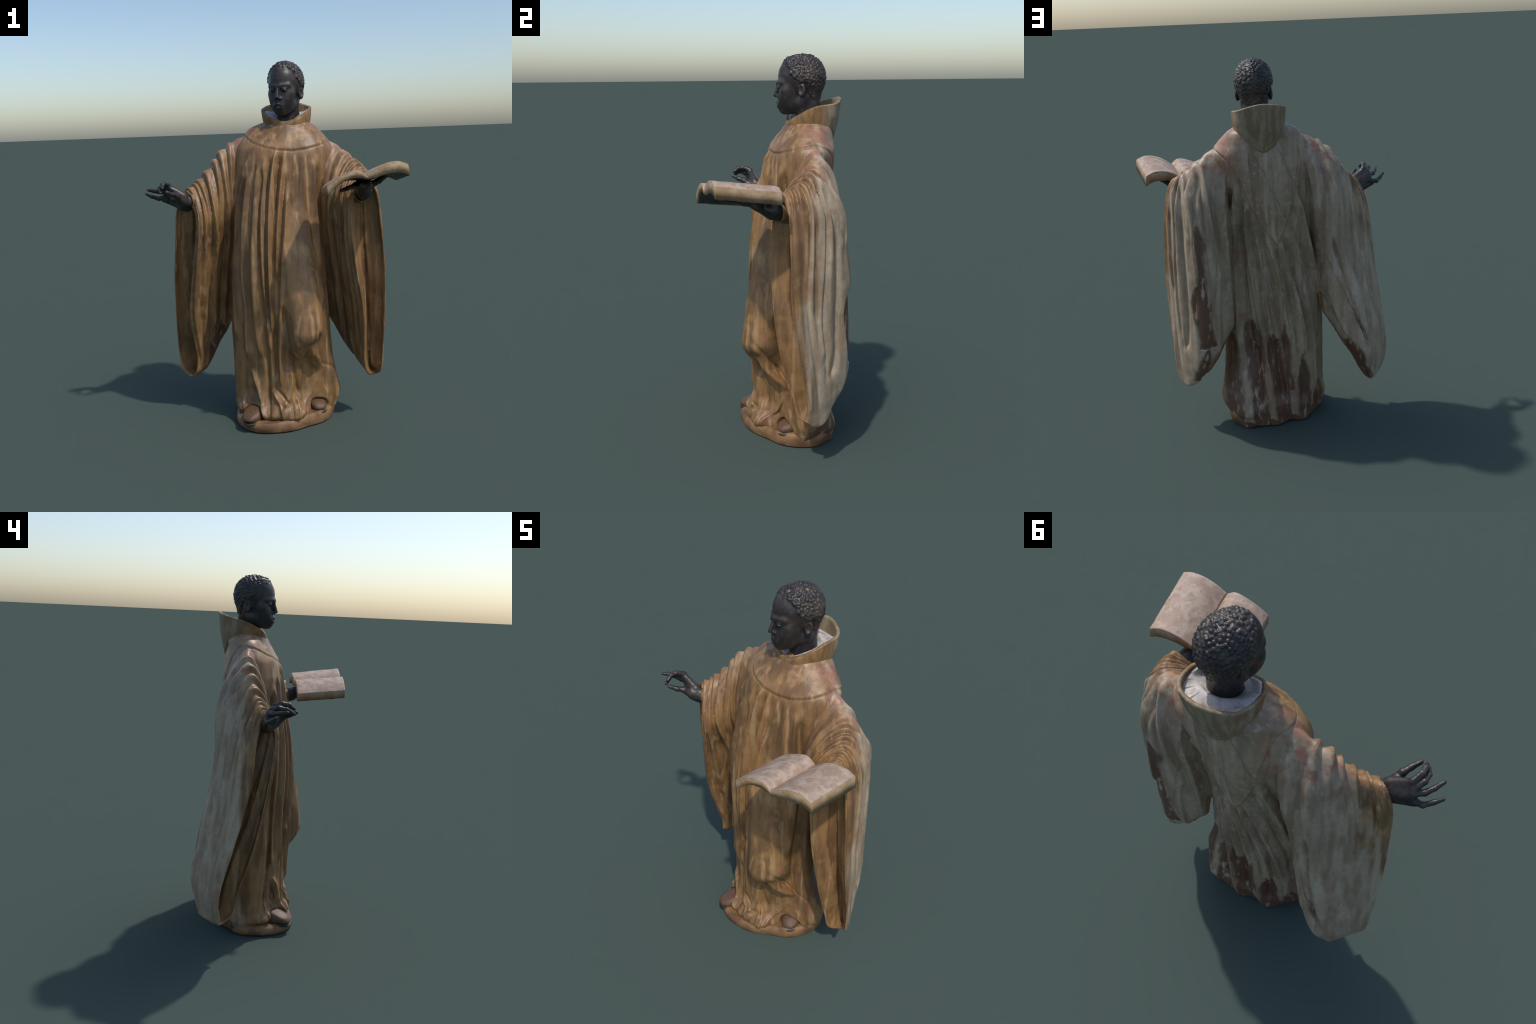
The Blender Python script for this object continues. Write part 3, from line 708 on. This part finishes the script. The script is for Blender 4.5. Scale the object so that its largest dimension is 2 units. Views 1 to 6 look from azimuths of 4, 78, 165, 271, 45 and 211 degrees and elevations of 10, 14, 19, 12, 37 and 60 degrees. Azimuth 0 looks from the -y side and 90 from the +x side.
def build_head():
    V, F = surface_nets(head_sdf, (-.125, -.155, -.225), (.125, .135, .155), .0027)
    me = mesh_from("body", V, F); me.update(); n = normals_of(me)
    if ((V - V.mean(0)) * n).sum() < 0: me.flip_normals(); n = -n
    # curls: rounded tufts around scattered centres
    k = 860; i = np.arange(k) + .5
    ph = np.arccos(1 - 2 * i / k); th = np.pi * (1 + 5 ** .5) * i
    cdir = np.stack([np.cos(th) * np.sin(ph), np.sin(th) * np.sin(ph), np.cos(ph)], 1) + rng.normal(0, .045, (k, 3))
    cdir /= np.linalg.norm(cdir, axis=1, keepdims=True)
    high = rng.uniform(.6, 1.35, k)
    dirs = V - np.array([0, .01, .02]) ; dirs = dirs / np.linalg.norm(dirs, axis=1, keepdims=True)
    best = np.empty(len(V)); which = np.empty(len(V), int)
    for c in np.array_split(np.arange(len(V)), 20):
        dot = dirs[c] @ cdir.T; which[c] = dot.argmax(1); best[c] = dot.max(1)
    dist = np.arccos(np.clip(best, -1, 1)) / .068
    hm = hair_mask(V + .006 * NZ1(V * 60)[:, None])
    tuft = np.clip(1 - dist ** 2, 0, 1) ** .6 * high[which] + .12 * NZ2(V * 120)
    up = smoothstep(.04, .12, V[:, 2])
    V2 = V + n * (smoothstep(0, .010 + .026 * smoothstep(-.02, -.08, V[:, 1]), hm) * (.005 + (.0040 + .002 * up) * tuft))[:, None]
    set_verts(me, V2)
    n2 = normals_of(me)
    fc = V[F].mean(1)
    hf = hair_mask(fc + .006 * NZ1(fc * 60)[:, None]) > .004
    lab = np.zeros(len(F), int); lab[hf] = 1
    x = np.abs(fc[:, 0])
    lab[(~hf) & (fc[:, 2] < -.085) & (fc[:, 1] > -.045 + (fc[:, 2] + .14) * .25)] = 2
    ear = (x > .079) & (np.abs(fc[:, 1] - .012) < .030) & (fc[:, 2] < .004) & (fc[:, 2] > -.068)
    lab[ear & (fc[:, 0] > 0)] = 3; lab[ear & (fc[:, 0] < 0)] = 4
    set_verts(me, to_world(V2))
    split_by_region(me, lab, ["head", "hair", "neck", "ear", "ear"], [M_SKIN, M_HAIR, M_SKIN, M_SKIN, M_SKIN])
    bpy.data.meshes.remove(me)
    # painted eyes between the lids
    bm = bmesh.new(); bmesh.ops.create_uvsphere(bm, u_segments=32, v_segments=20, radius=.0148)
    e = bpy.data.meshes.new("eye"); bm.to_mesh(e); bm.free()
    e.polygons.foreach_set("use_smooth", np.ones(len(e.polygons), bool))
    for sx in (1, -1):
        o = add("eye", e, M_EYE); o.location = to_world((sx * .031, -.0995, -.0125))[0]; o.rotation_euler = (0, 0, -YAW)
        o.scale = (1, 1, .50)
build_head()

# ---- hands
def hand_mesh(name, parts, lo, hi, mat, h=.0017):
    def f(p):
        d = None
        for fn, k in parts:
            e = fn(p); d = e if d is None else smin(d, e, k)
        return d
    V, F = surface_nets(f, lo, hi, h)
    me = mesh_from(name, V, F); recalc(me)
    sm = verts_of(me); n = normals_of(me)
    set_verts(me, sm + n * (.0007 * NZ1(sm * 90))[:, None])
    return add(name, me, mat)
def finger(pts, r): return lambda p: chain(p, pts, r)

# raised right hand: thumb and two fingers nearly close a ring, two fingers point away
hand_mesh("hand", [
    (lambda p: cone(p, (-.40, .070, 1.262), (-.475, .030, 1.262), .036, .036), 0),
    (lambda p: cone(p, (-.475, .030, 1.262), (-.520, .018, 1.285), .036, .030), .02),
    (lambda p: cone(p, (-.478, .020, 1.300), (-.548, .010, 1.342), .020, .018), .022),     # index side of the palm
    (lambda p: cone(p, (-.490, .045, 1.262), (-.570, .040, 1.305), .020, .017), .022),     # little-finger side
    (lambda p: cone(p, (-.500, .030, 1.285), (-.565, .025, 1.325), .020, .016), .022),
    (lambda p: cone(p, (-.465, .046, 1.232), (-.585, .044, 1.277), .024, .014), .020),     # heel of the hand
    (lambda p: cone(p, (-.480, .000, 1.270), (-.498, -.038, 1.302), .025, .016), .018),    # ball of the thumb
    (finger([(-.498, -.036, 1.303), (-.516, -.066, 1.312), (-.541, -.096, 1.328)], [.0145, .0125, .0095]), .008),
    (finger([(-.552, .008, 1.355), (-.568, -.028, 1.370), (-.570, -.060, 1.366), (-.566, -.085, 1.348)], [.0150, .0125, .011, .008]), .010),
    (finger([(-.566, .022, 1.338), (-.588, -.012, 1.352), (-.590, -.050, 1.346), (-.577, -.088, 1.325)], [.0145, .012, .0105, .008]), .009),
    (finger([(-.572, .034, 1.322), (-.606, .012, 1.324), (-.630, -.020, 1.332), (-.649, -.052, 1.340)], [.0145, .012, .0105, .008]), .009),
    (finger([(-.570, .046, 1.292), (-.616, .040, 1.284), (-.648, .018, 1.299), (-.672, .000, 1.315)], [.0140, .0115, .010, .0078]), .009),
], (-.70, -.125, 1.20), (-.38, .12, 1.40), M_SKIN)
# left hand, flat under the book
hand_mesh("hand", [
    (lambda p: cone(p, (.470, .010, 1.275), (.487, -.085, 1.302), .038, .038), 0),
    (lambda p: cone(p, (.487, -.085, 1.302), (.480, -.150, 1.330), .038, .030), .02),
    (lambda p: ell(p, (.475, -.185, 1.345), (.052, .060, .022)), .025),
    (finger([(.515, -.150, 1.338), (.555, -.180, 1.362), (.585, -.215, 1.388)], [.018, .015, .011]), .014),
    (finger([(.500, -.220, 1.350), (.500, -.265, 1.358), (.500, -.300, 1.362)], [.015, .012, .009]), .012),
    (finger([(.475, -.228, 1.350), (.465, -.275, 1.352), (.455, -.312, 1.352)], [.015, .012, .009]), .012),
    (finger([(.450, -.220, 1.345), (.425, -.265, 1.343), (.400, -.298, 1.338)], [.015, .012, .009]), .012),
    (finger([(.432, -.200, 1.340), (.395, -.232, 1.332), (.362, -.255, 1.322)], [.014, .011, .0085]), .012),
], (.33, -.34, 1.22), (.62, .06, 1.42), M_SKIN)

def forearm_cuff(pts, rad):
    """Tight inner sleeve between the wide sleeve and the wrist."""
    n, k = 64, 40
    P = catmull(np.array(pts), np.linspace(0, len(pts) - 1, k)); r = np.interp(np.linspace(0, 1, k), np.linspace(0, 1, len(rad)), rad)
    T = np.gradient(P, axis=0); T /= np.linalg.norm(T, axis=1, keepdims=True)
    a = np.cross(T, [0, 0, 1]); a /= np.linalg.norm(a, axis=1, keepdims=True); b = np.cross(a, T)
    t = np.arange(n) / n * 2 * np.pi
    wav = r[:, None] + .0016 * np.sin(np.linspace(0, 26, k))[:, None] * np.cos(t + 1)[None]
    G = P[:, None] + wav[..., None] * (a[:, None] * np.cos(t)[None, :, None] + b[:, None] * np.sin(t)[None, :, None])
    end = P[-1] + (G[-1] - P[-1]) * .84
    G = np.concatenate([G, end[None], (end - T[-1] * .02)[None]])
    me = tube_mesh("forearm_cuff", G); recalc(me); add("forearm_cuff", me, M_CUFF)
forearm_cuff([(-.33, .115, 1.285), (-.385, .08, 1.268), (-.445, .045, 1.262)], [.030, .046, .046])
forearm_cuff([(.42, .08, 1.31), (.45, .03, 1.285), (.482, -.058, 1.290)], [.030, .052, .047])

# ---- open book
def build_book():
    book = bpy.data.objects.new("open_book", None); bpy.context.collection.objects.link(book); book.parent = ROOT
    book.location = (0, 0, 0)
    # front and back edge: right end, gutter, left end (top), camber of each leaf block and its thickness
    fr = [np.array(q) for q in ((.287, -.404, 1.358), (.478, -.390, 1.398), (.674, -.368, 1.446))]
    bk = [np.array(q) for q in ((.265, -.121, 1.325), (.457, -.100, 1.368), (.649, -.075, 1.403))]
    n = 60; w = np.linspace(0, 1, n)
    arch_r = catmull(np.array([0, .022, .034, .040, .036, .004])[:, None], w * 5)[:, 0]      # rises towards the gutter
    arch_l = catmull(np.array([.004, .024, .034, .034, .024, .0])[:, None], w * 5)[:, 0]
    th_r = np.interp(w, [0, .4, .8, 1], [.042, .030, .034, .016]); th_l = np.interp(w, [0, .2, .6, 1], [.016, .042, .050, .050])
    def edge(P):
        a = P[0] + (P[1] - P[0]) * w[:, None]; a[:, 2] += arch_r
        b = P[1] + (P[2] - P[1]) * w[1:, None]; b[:, 2] += arch_l[1:]
        return np.concatenate([a, b])
    th = np.concatenate([th_r, th_l[1:]])
    A, B = edge(fr), edge(bk); m = 50; v = np.linspace(0, 1, m)
    top = A[None] * (1 - v[:, None, None]) + B[None] * v[:, None, None]
    bot = top.copy(); bot[..., 2] -= th[None]
    P0 = bot.copy(); P0[..., 0] += (np.linspace(.004, .006, top.shape[1]))[None]
    me = slab_mesh("page_block", top, P0); recalc(me)
    V = verts_of(me); set_verts(me, V + .0012 * NZ1(V * 45)[:, None] * np.array([.6, .6, 1]))
    add("page_block", me, M_EDGE, book)
    # the two upper leaves and the dark underside, each a thin sheet of its own
    def sheet(name, S, up, mat, t=.0022):
        lift = np.array([0, 0, up])
        q = slab_mesh(name, S + lift * t, S - lift * .002); recalc(q); V = verts_of(q)
        set_verts(q, V + .0012 * NZ1(V * 45)[:, None] * np.array([.6, .6, 1])); add(name, q, mat, book)
    sheet("page", top[:, 1:n - 1], 1, M_PAGE); sheet("page", top[:, n:-1], 1, M_PAGE)
    sheet("book_cover", P0[1:-1, 2:-2], -1, M_COVER)
build_book()

# ---- shoes and base
def build_shoes():
    """Rounded toe boxes with a dark welt; only the fronts come out from under the hem."""
    n, k = 56, 40
    u = np.linspace(0, 1, k); a = np.arange(n) / n * 2 * np.pi
    w = np.clip(1 - (1 - u / .62).clip(0) ** 2.3, .0004, 1) ** .5 * np.interp(u, [0, .6, 1], [1, 1, .86])
    h = np.clip(1 - (1 - u / .55).clip(0) ** 2.0, .0004, 1) ** .5 * np.interp(u, [0, .5, 1], [.86, 1, 1.25])
    ca, sa = np.cos(a), np.sin(a)
    X = w[:, None] * np.sign(ca) * np.abs(ca) ** .8; Z = h[:, None] * np.sign(sa) * np.abs(sa) ** .85
    Z = np.where(Z < -.6, -.6, Z)
    G = np.stack([X, np.repeat((u * 2 - 1)[:, None], n, 1), Z], -1)
    upper = tube_mesh("shoe", G); recalc(upper); V = verts_of(upper)
    set_verts(upper, V + .035 * NZ1(V * 2.4 + 5)[:, None]); upper.materials.append(M_SHOE)
    S = np.stack([np.stack([X * f, G[..., 1] * f, np.full_like(X, z)], -1) for f, z in ((1.04, -.80), (1.06, -.72), (1.04, -.50))])
    edge = np.concatenate([S[:, :, 0], S[:, ::-1, n // 2]], 1)
    sole = tube_mesh("sole", edge); recalc(sole); sole.materials.append(M_SOLE)
    for c, r, t in SHOES:
        o = add("shoe", upper); q = add("sole", sole, parent=o)
        o.location = c; o.scale = r; o.rotation_euler = (math.radians(8), 0, math.radians(t))
build_shoes()

def build_base():
    out = np.array([(.325, .18), (.31, .08), (.262, .00), (.187, -.055), (.08, -.127), (-.05, -.154), (-.150, -.126), (-.212, -.05), (-.238, .06), (-.225, .155),
                    (-.150, .222), (-.05, .262), (.07, .272), (.19, .280), (.280, .248)])
    n = 300; O = catmull(out, np.arange(n) / n * len(out), True); c = O.mean(0)
    prof = [(.93, .0), (.975, .004), (.995, .018), (1.0, .032), (.985, .046), (.95, .056), (.90, .060), (.5, .062)]
    u = np.linspace(0, len(prof) - 1, 50); pr = catmull(np.array(prof), u)
    G = np.stack([np.concatenate([c + (O - c) * k, np.full((n, 1), max(z, 0))], 1) for k, z in pr])
    # the ground rises a little towards the statue's left
    tilt = np.clip((G[..., 0] - .0) * .06, 0, .02) * np.clip(G[..., 2] / .06, 0, 1); G[..., 2] += tilt
    me = tube_mesh("base", G); recalc(me)
    V = verts_of(me); k = np.clip(V[:, 2] / .02, 0, 1)
    V = V + (.004 * NZ1(V * 14) * k)[:, None] * np.array([1, 1, .5]); V[:, 2] = np.maximum(V[:, 2], 0)
    set_verts(me, V); add("base", me, M_BASE)
build_base()
